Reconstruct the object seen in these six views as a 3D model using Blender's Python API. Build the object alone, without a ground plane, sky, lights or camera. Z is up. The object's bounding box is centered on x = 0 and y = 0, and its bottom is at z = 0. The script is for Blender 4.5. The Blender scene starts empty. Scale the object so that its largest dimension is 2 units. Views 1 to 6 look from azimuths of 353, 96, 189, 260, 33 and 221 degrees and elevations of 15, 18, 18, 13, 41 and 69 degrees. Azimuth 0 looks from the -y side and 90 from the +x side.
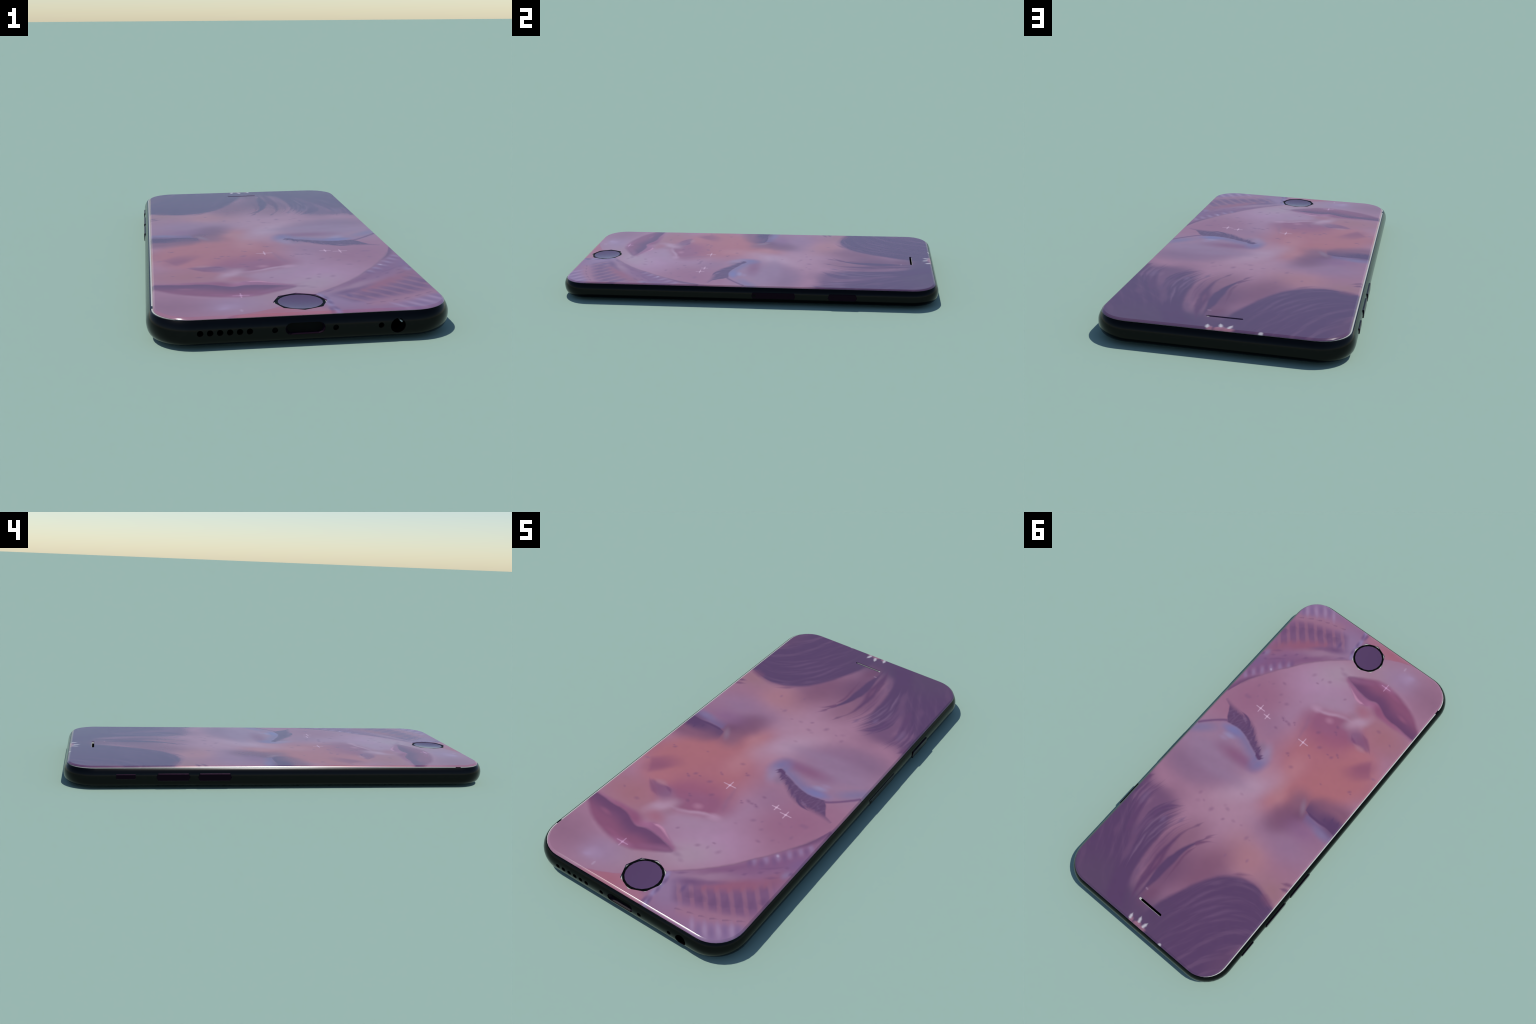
"""A slim smartphone lying on its back: black rounded aluminium shell, white display
panel, cover glass with a painted portrait wallpaper, round home button, side keys and
the sockets in the lower edge.  Metres, z up, long axis along y, home button at -y."""
import bpy, bmesh, math
from mathutils import Vector

# ------------------------------------------------------------------ sizes
BODY_HX, BODY_HY, BODY_R = 0.4872, 1.0, 0.143      # half width, half length, corner radius
Z_BACK, Z_MID, Z_RIM = 0.0100, 0.0562, 0.0940      # flat back, widest line, top rim
EDGE_X = 0.036                                     # how far the rounded edge reaches inward
GLASS_CX, GLASS_HX, GLASS_HY, GLASS_R = 0.0043, 0.4685, 0.9830, 0.122
Z_GLASS0, Z_GLASS1 = 0.0957, 0.1030
HOME = (0.0030, -0.8670)
SLOT = (0.0020, 0.8710)
KEY_Z, KEY_OUT = 0.0556, 0.4905

# ------------------------------------------------------------------ small helpers
def lin(c):
    c /= 255.0
    return c / 12.92 if c <= 0.04045 else ((c + 0.055) / 1.055) ** 2.4

def shade(r, g, b):
    """Base colour of a surface that shows (r, g, b) in full light on this set."""
    return tuple(max((lin(v) - s) / k, 0.001) for v, s, k in
                 zip((r, g, b), (0.010, 0.012, 0.014), (1.03, 1.04, 1.21))) + (1.0,)

def new_mesh(name, bm, mats, parent, smooth_deg=30):
    me = bpy.data.meshes.new(name)
    bm.normal_update()
    bm.to_mesh(me)
    bm.free()
    for m in mats:
        me.materials.append(m)
    ob = bpy.data.objects.new(name, me)
    bpy.context.collection.objects.link(ob)
    ob.parent = parent
    if smooth_deg:
        me.shade_smooth() if hasattr(me, "shade_smooth") else None
        me.set_sharp_from_angle(angle=math.radians(smooth_deg))
    return ob

def rounded_rect(hx, hy, r, seg=10, side=1, cx=0.0, cy=0.0):
    """Outline, counter clockwise; `side` splits each straight run."""
    pts = []
    corners = [(hx - r, hy - r, 0), (-hx + r, hy - r, 90), (-hx + r, -hy + r, 180), (hx - r, -hy + r, 270)]
    for i, (x, y, a0) in enumerate(corners):
        arc = []
        for k in range(seg + 1):
            a = math.radians(a0 + 90.0 * k / seg)
            arc.append((cx + x + r * math.cos(a), cy + y + r * math.sin(a)))
        pts += arc
        nx, ny, na = corners[(i + 1) % 4]
        end = (cx + nx + r * math.cos(math.radians(na)), cy + ny + r * math.sin(math.radians(na)))
        for k in range(1, side):
            t = k / side
            pts.append((arc[-1][0] * (1 - t) + end[0] * t, arc[-1][1] * (1 - t) + end[1] * t))
    return pts

def loft(rings, cap_low=True, cap_high=True):
    bm = bmesh.new()
    rows = [[bm.verts.new(p) for p in ring] for ring in rings]
    n = len(rows[0])
    for a, b in zip(rows, rows[1:]):
        for i in range(n):
            j = (i + 1) % n
            bm.faces.new((a[i], a[j], b[j], b[i]))
    if cap_low:
        bm.faces.new(list(reversed(rows[0])))
    if cap_high:
        bm.faces.new(rows[-1])
    return bm

def prism(outline, z0, z1):
    return loft([[(x, y, z0) for x, y in outline], [(x, y, z1) for x, y in outline]])

def ring_outline(cx, cy, r, n, turn=0.0):
    return [(cx + r * math.cos(turn + 2 * math.pi * k / n), cy + r * math.sin(turn + 2 * math.pi * k / n)) for k in range(n)]

def slot_outline(cx, cy, hx, hy, seg=5):
    return rounded_rect(hx, hy, min(hx, hy) * 0.999, seg, 1, cx, cy)

def carve(ob, cutters):
    """Subtract the cutter solids for good and delete them."""
    for c in cutters:
        md = ob.modifiers.new("carve", "BOOLEAN")
        md.operation, md.solver, md.object = "DIFFERENCE", "EXACT", c
    dg = bpy.context.evaluated_depsgraph_get()
    dg.update()
    me = bpy.data.meshes.new_from_object(ob.evaluated_get(dg))
    old = ob.data
    ob.modifiers.clear()
    ob.data = me
    me.name = ob.name
    bpy.data.meshes.remove(old)
    for c in cutters:
        m = c.data
        bpy.data.objects.remove(c)
        bpy.data.meshes.remove(m)

def y_solid(outline_xz, y0, y1):
    """Prism along y from an outline in (x, z)."""
    return loft([[(x, y1, z) for x, z in outline_xz], [(x, y0, z) for x, z in outline_xz]])

# ------------------------------------------------------------------ plain materials
def plain(name, colour, rough, spec=0.5, speck=0.0, metal=0.0):
    m = bpy.data.materials.new(name)
    m.use_nodes = True
    nt = m.node_tree
    b = nt.nodes["Principled BSDF"]
    b.inputs["Roughness"].default_value = rough
    b.inputs["Specular IOR Level"].default_value = spec
    b.inputs["Metallic"].default_value = metal
    tc = nt.nodes.new("ShaderNodeTexCoord")
    no = nt.nodes.new("ShaderNodeTexNoise")
    no.inputs["Scale"].default_value = 60.0
    no.inputs["Detail"].default_value = 3.0
    nt.links.new(tc.outputs["Object"], no.inputs["Vector"])
    mx = nt.nodes.new("ShaderNodeMix")
    mx.data_type = "RGBA"
    mx.inputs[6].default_value = colour
    mx.inputs[7].default_value = tuple(c * (1.0 + speck) for c in colour[:3]) + (1.0,)
    nt.links.new(no.outputs["Fac"], mx.inputs[0])
    nt.links.new(mx.outputs[2], b.inputs["Base Color"])
    return m

MAT_SHELL = plain("black_anodised_metal", (0.0130, 0.0130, 0.0132, 1), 0.18, 0.5, 0.2, 1.0)
MAT_KEY = plain("dark_plum_metal", (0.0095, 0.0046, 0.0102, 1), 0.28, 0.5, 0.2, 1.0)
MAT_BLACK = plain("matt_black", (0.0012, 0.0012, 0.0012, 1), 0.7, 0.1)  # plain black surface for hole walls, floors and plugs
MAT_RING = plain("black_gloss_ring", (0.0007, 0.0008, 0.0009, 1), 0.45, 0.05)
MAT_WHITE = plain("pale_display_panel", shade(184, 187, 194), 0.5, 0.3, 0.04)
MAT_HOME = plain("plum_home_glass", shade(87, 65, 101), 0.12, 0.5, 0.03)
MAT_WALL = plain("plum_glass_edge", shade(100, 72, 112), 0.3, 0.4, 0.05)
MAT_STEEL = plain("socket_contact_steel", (0.45, 0.5, 0.54, 1), 0.3, 0.6, 0.05)

# ------------------------------------------------------------------ the portrait wallpaper, painted in nodes
SLANT = 39.0      # brush angles are counted from the portrait's slanted axis

class Painter:
    """Painter's-algorithm picture on Object coordinates (x right, y up, metres)."""

    def __init__(self, name, ground, zone):
        self.zone = zone                     # (x0, x1, y0, y1): brushes that miss it are left out
        self.mat = bpy.data.materials.new(name)
        self.mat.use_nodes = True
        self.nt = self.mat.node_tree
        self.tc = self.node("ShaderNodeTexCoord").outputs["Object"]
        # plain x and y as numbers, and the same with a slight hand tremor
        x, y = self.axis(0.0), self.axis(-90.0)
        tremor = [self.noise(14.0, 2.0, shift) for shift in (0.0, 5.0)]
        self.xy = self.combine(x, y)
        self.hand = self.combine(self.math("MULTIPLY_ADD", tremor[0], 0.010, self.math("SUBTRACT", x, 0.005)),
                                 self.math("MULTIPLY_ADD", tremor[1], 0.010, self.math("SUBTRACT", y, 0.005)))
        self.colour = self.flat(ground)

    def misses(self, pts, reach):
        x0, x1, y0, y1 = self.zone
        xs, ys = [q[0] for q in pts], [q[1] for q in pts]
        r = reach + 0.008
        return max(xs) < x0 - r or min(xs) > x1 + r or max(ys) < y0 - r or min(ys) > y1 + r

    def flat(self, colour):
        rgb = self.node("ShaderNodeRGB")
        rgb.outputs[0].default_value = colour
        return rgb.outputs[0]

    def axis(self, turn):
        """One coordinate as a plain number (linear gradient over +-2 m)."""
        mp = self.node("ShaderNodeMapping")
        mp.inputs["Rotation"].default_value = (0, 0, math.radians(turn))
        mp.inputs["Scale"].default_value = (0.25, 0.25, 0.25)
        mp.inputs["Location"].default_value = (0.5, 0, 0)
        self.link(self.tc, mp.inputs["Vector"])
        g = self.node("ShaderNodeTexGradient")
        self.link(mp.outputs[0], g.inputs["Vector"])
        return self.math("MULTIPLY_ADD", g.outputs["Fac"], 4.0, -2.0)

    def noise(self, scale, detail, shift=0.0):
        mp = self.node("ShaderNodeMapping")
        mp.inputs["Location"].default_value = (shift, shift, shift)
        self.link(self.tc, mp.inputs["Vector"])
        n = self.node("ShaderNodeTexNoise")
        n.inputs["Scale"].default_value = scale
        n.inputs["Detail"].default_value = detail
        self.link(mp.outputs[0], n.inputs["Vector"])
        return n.outputs["Fac"]

    def combine(self, x, y, z=1.0):
        n = self.node("ShaderNodeCombineXYZ")
        self.link(x, n.inputs[0])
        self.link(y, n.inputs[1])
        n.inputs[2].default_value = z
        return n.outputs[0]

    def dot(self, src, x, y, z):
        n = self.node("ShaderNodeVectorMath")
        n.operation = "DOT_PRODUCT"
        self.link(src, n.inputs[0])
        n.inputs[1].default_value = (x, y, z)
        return n.outputs["Value"]

    def layer(self, name, paint):
        """Run a painting function inside a node group of its own."""
        g = bpy.data.node_groups.new(name, "ShaderNodeTree")
        for n, k in (("Color", "NodeSocketColor"), ("Plane", "NodeSocketVector"), ("Hand", "NodeSocketVector")):
            g.interface.new_socket(n, in_out="INPUT", socket_type=k)
        g.interface.new_socket("Color", in_out="OUTPUT", socket_type="NodeSocketColor")
        use = self.node("ShaderNodeGroup")
        use.node_tree = g
        for s, i in ((self.colour, 0), (self.xy, 1), (self.hand, 2)):
            self.link(s, use.inputs[i])
        keep = (self.nt, self.xy, self.hand)
        self.nt = g
        gi = self.node("NodeGroupInput")
        self.colour, self.xy, self.hand = gi.outputs[0], gi.outputs[1], gi.outputs[2]
        paint(self)
        self.link(self.colour, self.node("NodeGroupOutput").inputs[0])
        self.nt, self.xy, self.hand = keep
        self.colour = use.outputs[0]

    def node(self, kind):
        return self.nt.nodes.new(kind)

    def link(self, a, b):
        self.nt.links.new(a, b)

    def math(self, op, *args):
        n = self.node("ShaderNodeMath")
        n.operation = op
        for i, v in enumerate(args):
            if isinstance(v, (int, float)):
                n.inputs[i].default_value = v
            else:
                self.link(v, n.inputs[i])
        return n.outputs[0]

    def ramp(self, value, v0, v1, top=1.0):
        """0 at v0, `top` at v1, smooth in between."""
        n = self.node("ShaderNodeMapRange")
        n.interpolation_type = "SMOOTHSTEP"
        n.clamp = False
        self.link(value, n.inputs["Value"])
        n.inputs["From Min"].default_value = v0
        n.inputs["From Max"].default_value = v1
        n.inputs["To Max"].default_value = top
        return n.outputs["Result"]

    def frame(self, a, b, src=None):
        """(u, v) sockets: u runs 0..1 from a to b, v is to the left of that line, same unit."""
        d = (b[0] - a[0], b[1] - a[1])
        size = math.hypot(*d)
        q = size * size
        src = src or self.xy
        u = self.dot(src, d[0] / q, d[1] / q, -(a[0] * d[0] + a[1] * d[1]) / q)
        v = self.dot(src, -d[1] / q, d[0] / q, (a[0] * d[1] - a[1] * d[0]) / q)

        def local(p):
            x, y = p[0] - a[0], p[1] - a[1]
            return ((x * d[0] + y * d[1]) / size ** 2, (-x * d[1] + y * d[0]) / size ** 2)
        return u, v, local, size

    def curve(self, u, pts, handle="AUTO"):
        n = self.node("ShaderNodeFloatCurve")
        mp = n.mapping
        mp.use_clip = False
        c = mp.curves[0]
        pts = sorted(pts)
        while len(c.points) < len(pts):
            c.points.new(0.5, 0.5)
        for p, (x, y) in zip(c.points, pts):
            p.location = (x, y)
            p.handle_type = handle
        mp.update()
        self.link(u, n.inputs["Value"])
        return n.outputs[0]

    def over(self, mask, colour):
        n = self.node("ShaderNodeMix")
        n.data_type = "RGBA"
        self.link(mask, n.inputs[0])
        self.link(self.colour, n.inputs[6])
        if isinstance(colour, tuple):
            n.inputs[7].default_value = colour
        else:
            self.link(colour, n.inputs[7])
        self.colour = n.outputs[2]

    # --- brushes
    def blob(self, at, rx, ry, turn, colour, strength=1.0, hard=0.0, hand=True):
        """Soft oval; hard 0..0.95 moves the falloff towards the rim."""
        if self.misses([at], max(rx, ry)):
            return
        turn = math.radians(turn + SLANT)
        c, n = math.cos(turn), math.sin(turn)
        src = self.hand if hand else self.xy
        a = self.dot(src, c / rx, n / rx, -(at[0] * c + at[1] * n) / rx)
        b = self.dot(src, -n / ry, c / ry, (at[0] * n - at[1] * c) / ry)
        r = self.math("SQRT", self.math("MULTIPLY_ADD", a, a, self.math("MULTIPLY", b, b)))
        self.over(self.ramp(r, 1.0, hard, strength), colour)

    def stroke(self, pts, width, colour, strength=1.0, soft=0.006, tip=(0.08, 0.25), hand=True):
        """Brush stroke along pts; width in metres; tip = share of the length that tapers at each end."""
        if self.misses(pts, width + soft + 0.01):
            return
        u, v, local, size = self.frame(pts[0], pts[-1], self.hand if hand else self.xy)
        mid = self.math("SUBTRACT", v, self.curve(u, [local(p) for p in pts]))
        s, w = soft / size, 0.5 * width / size
        prof = [(0.0, -s), (max(tip[0], 0.01), w), (1 - max(tip[1], 0.01), w), (1.0, -s)]
        off = self.math("SUBTRACT", self.math("ABSOLUTE", mid), self.curve(u, prof, "VECTOR"))
        self.over(self.ramp(off, s, -s, strength), colour)

    def band(self, edge, rim, colour, strength=1.0, soft=(0.006, 0.006), paint=None, ends=0.03, handle="AUTO"):
        """Area between two lines that run the same way; paint(u, from_edge, from_rim, size) may colour it."""
        if self.misses(edge + rim, 0.03):
            return
        a = tuple(0.5 * (p + q) for p, q in zip(edge[0], rim[0]))
        b = tuple(0.5 * (p + q) for p, q in zip(edge[-1], rim[-1]))
        u, v, local, size = self.frame(a, b, self.hand)
        e, r = [local(q) for q in edge], [local(q) for q in rim]
        flip = 1.0 if sum(q[1] for q in e) / len(e) < sum(q[1] for q in r) / len(r) else -1.0
        lo = self.math("MULTIPLY", self.math("SUBTRACT", v, self.curve(u, e, handle)), flip)
        hi = self.math("MULTIPLY", self.math("SUBTRACT", v, self.curve(u, r, handle)), -flip)
        m = self.math("MULTIPLY", self.ramp(lo, -soft[0] / size, soft[0] / size), self.ramp(hi, -soft[1] / size, soft[1] / size))
        cap = self.math("MULTIPLY", self.ramp(u, -ends, ends), self.ramp(u, 1 + ends, 1 - ends, strength))
        m = self.math("MULTIPLY", m, cap)
        if paint:
            colour = paint(u, lo, hi, size)
        self.over(m, colour)

    def side(self, pts, colour, soft, strength=1.0, paint=None, hand=True):
        """Everything to the left of a line of points (open ended)."""
        a, b = pts[0], pts[-1]
        d = (b[0] - a[0], b[1] - a[1])
        q = d[0] ** 2 + d[1] ** 2
        flat = sorted((((x - a[0]) * d[0] + (y - a[1]) * d[1]) / q, ((y - a[1]) * d[0] - (x - a[0]) * d[1]) / q) for x, y in pts)
        x0, x1, y0, y1 = self.zone
        depth = []
        for i in range(13):
            for k in range(13):
                x, y = x0 + (x1 - x0) * i / 12 - a[0], y0 + (y1 - y0) * k / 12 - a[1]
                t, h = (x * d[0] + y * d[1]) / q, (y * d[0] - x * d[1]) / q
                line = flat[0][1] if t <= 0 else flat[-1][1]
                for (u0, v0), (u1, v1) in zip(flat, flat[1:]):
                    if u0 <= t <= u1:
                        line = v0 + (v1 - v0) * (t - u0) / max(u1 - u0, 1e-6)
                depth.append((h - line) * math.sqrt(q))
        if max(depth) < -soft - 0.05:
            return
        if min(depth) > soft + 0.05 and strength >= 1.0 and not paint:
            self.colour = self.flat(colour) if isinstance(colour, tuple) else colour
            return
        u, v, local, size = self.frame(pts[0], pts[-1], self.hand if hand else self.xy)
        dist = self.math("SUBTRACT", v, self.curve(u, [local(p) for p in pts]))
        m = self.ramp(dist, -soft / size, soft / size, strength)
        if paint:
            colour = paint(u, dist, size)
        self.over(m, colour)

    def streaks(self, u, v, su, sv, dark, light, lo=0.40, hi=0.68, detail=2.0, seed=0.0):
        """Two tones in hair-like streaks along u."""
        tone = None
        for tilt, scale, shift in ((su, sv, seed), (-1.4 * su, 0.8 * sv, seed + 7.3)):
            w = self.math("MULTIPLY_ADD", v, scale, self.math("MULTIPLY_ADD", u, tilt, shift))
            n = self.node("ShaderNodeTexNoise")
            n.noise_dimensions = "1D"
            n.inputs["Scale"].default_value = 1.0
            n.inputs["Detail"].default_value = detail
            self.link(w, n.inputs["W"])
            tone = n.outputs["Fac"] if tone is None else self.math("MULTIPLY_ADD", tone, 0.5, self.math("MULTIPLY", n.outputs["Fac"], 0.5))
        fac = self.ramp(tone, lo, hi)
        mx = self.node("ShaderNodeMix")
        mx.data_type = "RGBA"
        self.link(fac, mx.inputs[0])
        for i, c in ((6, dark), (7, light)):
            if isinstance(c, tuple):
                mx.inputs[i].default_value = c
            else:
                self.link(c, mx.inputs[i])
        return mx.outputs[2]

    def sparkle(self, at, size, colour):
        """Thin four-pointed glint, arms along the phone's axes."""
        for dx, dy in ((size, 0.0), (0.0, 0.85 * size)):
            self.stroke([(at[0] - dx, at[1] - dy), at, (at[0] + dx, at[1] + dy)], 0.0034, colour, 0.75, 0.0034, (0.12, 0.12), hand=False)
        self.blob(at, 0.009, 0.009, 0, colour, 0.9, hand=False)

    def finish(self, rough, grain=0.05):
        b = self.nt.nodes["Principled BSDF"]
        n = self.noise(26.0, 5.0)
        hsv = self.node("ShaderNodeHueSaturation")
        self.link(self.math("MULTIPLY_ADD", n, grain * 2, 1.0 - grain), hsv.inputs["Value"])
        self.link(self.colour, hsv.inputs["Color"])
        self.link(hsv.outputs[0], b.inputs["Base Color"])
        b.inputs["Roughness"].default_value = rough
        b.inputs["Specular IOR Level"].default_value = 0.5
        return self.mat

HAIR = shade(91, 67, 103)
HAIR_LIGHT = shade(106, 79, 113)

def paint_skin(p):
    S = shade
    # forehead
    p.blob((0.012, 0.229), 0.36, 0.28, -20, S(168, 129, 156), 0.9)
    p.blob((-0.186, 0.380), 0.17, 0.20, 10, S(170, 122, 138), 0.9)
    p.blob((-0.083, 0.515), 0.26, 0.16, 20, S(138, 96, 121), 0.95)
    p.blob((-0.080, 0.592), 0.24, 0.13, 25, S(126, 86, 114), 0.95)
    p.blob((0.040, 0.615), 0.22, 0.16, 45, S(124, 86, 115), 0.9)
    p.blob((0.065, 0.710), 0.20, 0.16, 45, S(112, 78, 110), 0.9)
    p.blob((0.105, 0.502), 0.20, 0.12, 30, S(134, 95, 121), 0.85)
    p.blob((0.161, 0.638), 0.20, 0.10, 52, S(116, 81, 113), 0.9)
    p.blob((0.308, 0.419), 0.16, 0.12, 30, S(128, 92, 122), 0.7)
    p.blob((-0.242, 0.396), 0.18, 0.12, -20, S(164, 115, 132), 0.7)
    p.blob((-0.407, 0.443), 0.14, 0.16, 40, S(150, 108, 122), 0.8)
    p.blob((-0.389, 0.320), 0.16, 0.10, -10, S(152, 108, 134), 0.7)
    # cheeks
    p.blob((0.335, -0.291), 0.34, 0.26, 20, S(148, 101, 132), 0.95)
    p.blob((0.092, -0.576), 0.32, 0.24, -30, S(168, 130, 166), 1.0)
    p.blob((0.071, -0.687), 0.22, 0.13, 0, S(165, 138, 163), 0.9)
    p.blob((-0.024, -0.527), 0.22, 0.15, 0, S(160, 128, 158), 0.8)
    p.blob((0.077, -0.317), 0.15, 0.22, -10, S(160, 124, 158), 0.7)
    p.blob((0.141, -0.220), 0.12, 0.16, 30, S(144, 107, 140), 0.6)
    # chin
    p.blob((-0.140, -0.851), 0.28, 0.13, -15, S(158, 126, 150), 0.9)
    p.blob((-0.227, -0.870), 0.20, 0.13, -35, S(152, 122, 158), 0.9)
    p.blob((-0.242, -0.897), 0.075, 0.05, -30, S(163, 136, 174), 0.7)
    p.blob((-0.248, -0.910), 0.03, 0.02, -30, S(166, 142, 182), 0.5)
    p.blob((-0.409, -0.873), 0.22, 0.17, -50, S(142, 103, 131), 0.95)
    # under the nose, far cheek
    p.blob((-0.339, -0.544), 0.26, 0.18, -45, S(158, 106, 122), 0.95)
    p.blob((-0.432, -0.369), 0.13, 0.09, 40, S(164, 120, 150), 0.9)
    p.blob((-0.439, -0.257), 0.10, 0.10, 0, S(152, 98, 122), 0.8)
    # nose: warm red bridge
    p.blob((-0.198, -0.237), 0.37, 0.33, 10, S(166, 104, 120), 1.0, 0.35)
    p.blob((-0.288, -0.149), 0.36, 0.17, 20, S(168, 105, 118), 0.95, 0.3)
    p.blob((-0.144, 0.051), 0.20, 0.16, 60, S(168, 106, 118), 0.85, 0.1)
    p.blob((-0.087, -0.119), 0.09, 0.15, -40, S(176, 120, 135), 0.7)
    p.blob((-0.115, 0.045), 0.08, 0.16, -10, S(172, 122, 138), 0.6)
    p.blob((-0.103, -0.396), 0.24, 0.16, -25, S(150, 91, 119), 0.95, 0.2)
    p.blob((-0.067, -0.428), 0.19, 0.085, -25, S(143, 92, 125), 0.9, 0.2)
    p.blob((-0.187, -0.431), 0.13, 0.11, 0, S(146, 88, 118), 0.7)
    p.blob((-0.310, -0.388), 0.13, 0.07, -20, S(170, 107, 122), 0.8)
    # light between the eyes
    p.blob((0.030, 0.098), 0.26, 0.11, 15, S(174, 141, 169), 0.95)
    p.blob((0.007, -0.033), 0.10, 0.12, -30, S(172, 126, 150), 0.6)

def paint_near_eye(p):
    S = shade
    # eyelid and brow bone
    p.blob((0.306, 0.059), 0.34, 0.22, -35, S(146, 117, 150), 0.95, 0.2)
    p.blob((0.369, 0.208), 0.26, 0.13, -40, S(130, 100, 132), 0.85)
    p.blob((0.244, 0.169), 0.24, 0.13, -20, S(138, 105, 138), 0.8)
    p.blob((0.207, 0.131), 0.26, 0.06, -32, S(146, 117, 150), 0.7)
    p.blob((0.195, 0.012), 0.19, 0.065, -36, S(134, 90, 124), 0.9)
    p.blob((0.125, 0.010), 0.10, 0.045, -36, S(130, 90, 128), 0.6)
    p.blob((0.393, 0.013), 0.13, 0.05, -20, S(152, 118, 148), 0.7)
    # blue shadow along the lash line
    p.blob((0.437, 0.005), 0.15, 0.050, 0, S(124, 112, 153), 0.8)
    p.stroke([(0.378, -0.055), (0.330, -0.085), (0.272, -0.096), (0.206, -0.080), (0.150, -0.057), (0.083, -0.032)], 0.050, S(118, 110, 155), 0.78, 0.036, (0.25, 0.05))
    p.blob((0.296, -0.088), 0.10, 0.045, -35, S(120, 116, 168), 0.85)
    p.blob((0.289, -0.052), 0.055, 0.024, -30, S(148, 138, 180), 0.7)
    p.blob((0.305, -0.025), 0.04, 0.02, -30, S(152, 128, 166), 0.6)
    p.blob((0.069, -0.028), 0.095, 0.060, 30, S(116, 109, 157), 0.85)
    p.blob((0.075, -0.096), 0.050, 0.085, -20, S(146, 126, 162), 0.8)
    p.blob((0.118, -0.111), 0.035, 0.05, 0, S(128, 108, 140), 0.6)
    # lashes: sharp along the lid, feathered towards the cheek
    tip = (0.440, -0.200)
    p.band([tip, (0.400, -0.184), (0.382, -0.158), (0.365, -0.127), (0.348, -0.104), (0.310, -0.110), (0.271, -0.114), (0.231, -0.104), (0.195, -0.092), (0.161, -0.076), (0.121, -0.059), (0.081, -0.045)],
           [tip, (0.383, -0.190), (0.338, -0.186), (0.291, -0.187), (0.248, -0.177), (0.212, -0.162), (0.178, -0.134), (0.143, -0.107), (0.109, -0.085), (0.075, -0.047)],
           S(93, 68, 105), 0.92, (0.006, 0.020), ends=0.004, handle="VECTOR",
           paint=lambda u, lo, hi, size: p.streaks(u, lo, 22.0, 7.0, S(93, 68, 105), S(106, 80, 117), 0.42, 0.72))
    p.stroke([(0.343, -0.193), (0.294, -0.191), (0.252, -0.169), (0.234, -0.144)], 0.012, S(94, 69, 107), 0.9, 0.005, (0.4, 0.2))
    p.stroke([(0.319, -0.176), (0.283, -0.171), (0.257, -0.147)], 0.011, S(124, 96, 132), 0.7, 0.006, (0.4, 0.4))
    p.stroke([(0.255, -0.172), (0.230, -0.158), (0.209, -0.131)], 0.007, S(114, 88, 124), 0.6, 0.005, (0.4, 0.4))
    p.stroke([(0.367, -0.171), (0.341, -0.153), (0.330, -0.133)], 0.008, S(112, 86, 124), 0.5, 0.005, (0.4, 0.4))
    for a, b in (((0.222, -0.182), (0.201, -0.126)), ((0.189, -0.158), (0.174, -0.104)), ((0.156, -0.135), (0.153, -0.088)),
                 ((0.123, -0.123), (0.126, -0.071)), ((0.111, -0.111), (0.112, -0.067)), ((0.074, -0.083), (0.092, -0.055)), ((0.257, -0.193), (0.234, -0.138))):
        p.stroke([a, ((a[0] + b[0]) / 2 + 0.003, (a[1] + b[1]) / 2), b], 0.011, S(96, 70, 108), 0.9, 0.005, (0.6, 0.1))
    for a, b in (((0.272, -0.192), (0.269, -0.161)), ((0.232, -0.179), (0.232, -0.145)), ((0.181, -0.143), (0.191, -0.112)), ((0.146, -0.126), (0.163, -0.097)), ((0.108, -0.099), (0.133, -0.082)),
                 ((0.315, -0.196), (0.304, -0.165)), ((0.360, -0.194), (0.340, -0.164)), ((0.065, -0.078), (0.081, -0.054))):
        p.stroke([a, ((a[0] + b[0]) / 2 - 0.002, (a[1] + b[1]) / 2 + 0.002), b], 0.007, S(100, 74, 112), 0.8, 0.004, (0.7, 0.1))
    p.stroke([(0.469, -0.004), (0.429, -0.047), (0.397, -0.077), (0.351, -0.115)], 0.012, S(108, 76, 116), 0.9, 0.007, (0.03, 0.03))
    p.stroke([(0.073, -0.051), (0.097, -0.054), (0.125, -0.067)], 0.020, S(94, 67, 106), 0.95, 0.006, (0.15, 0.3))

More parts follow.
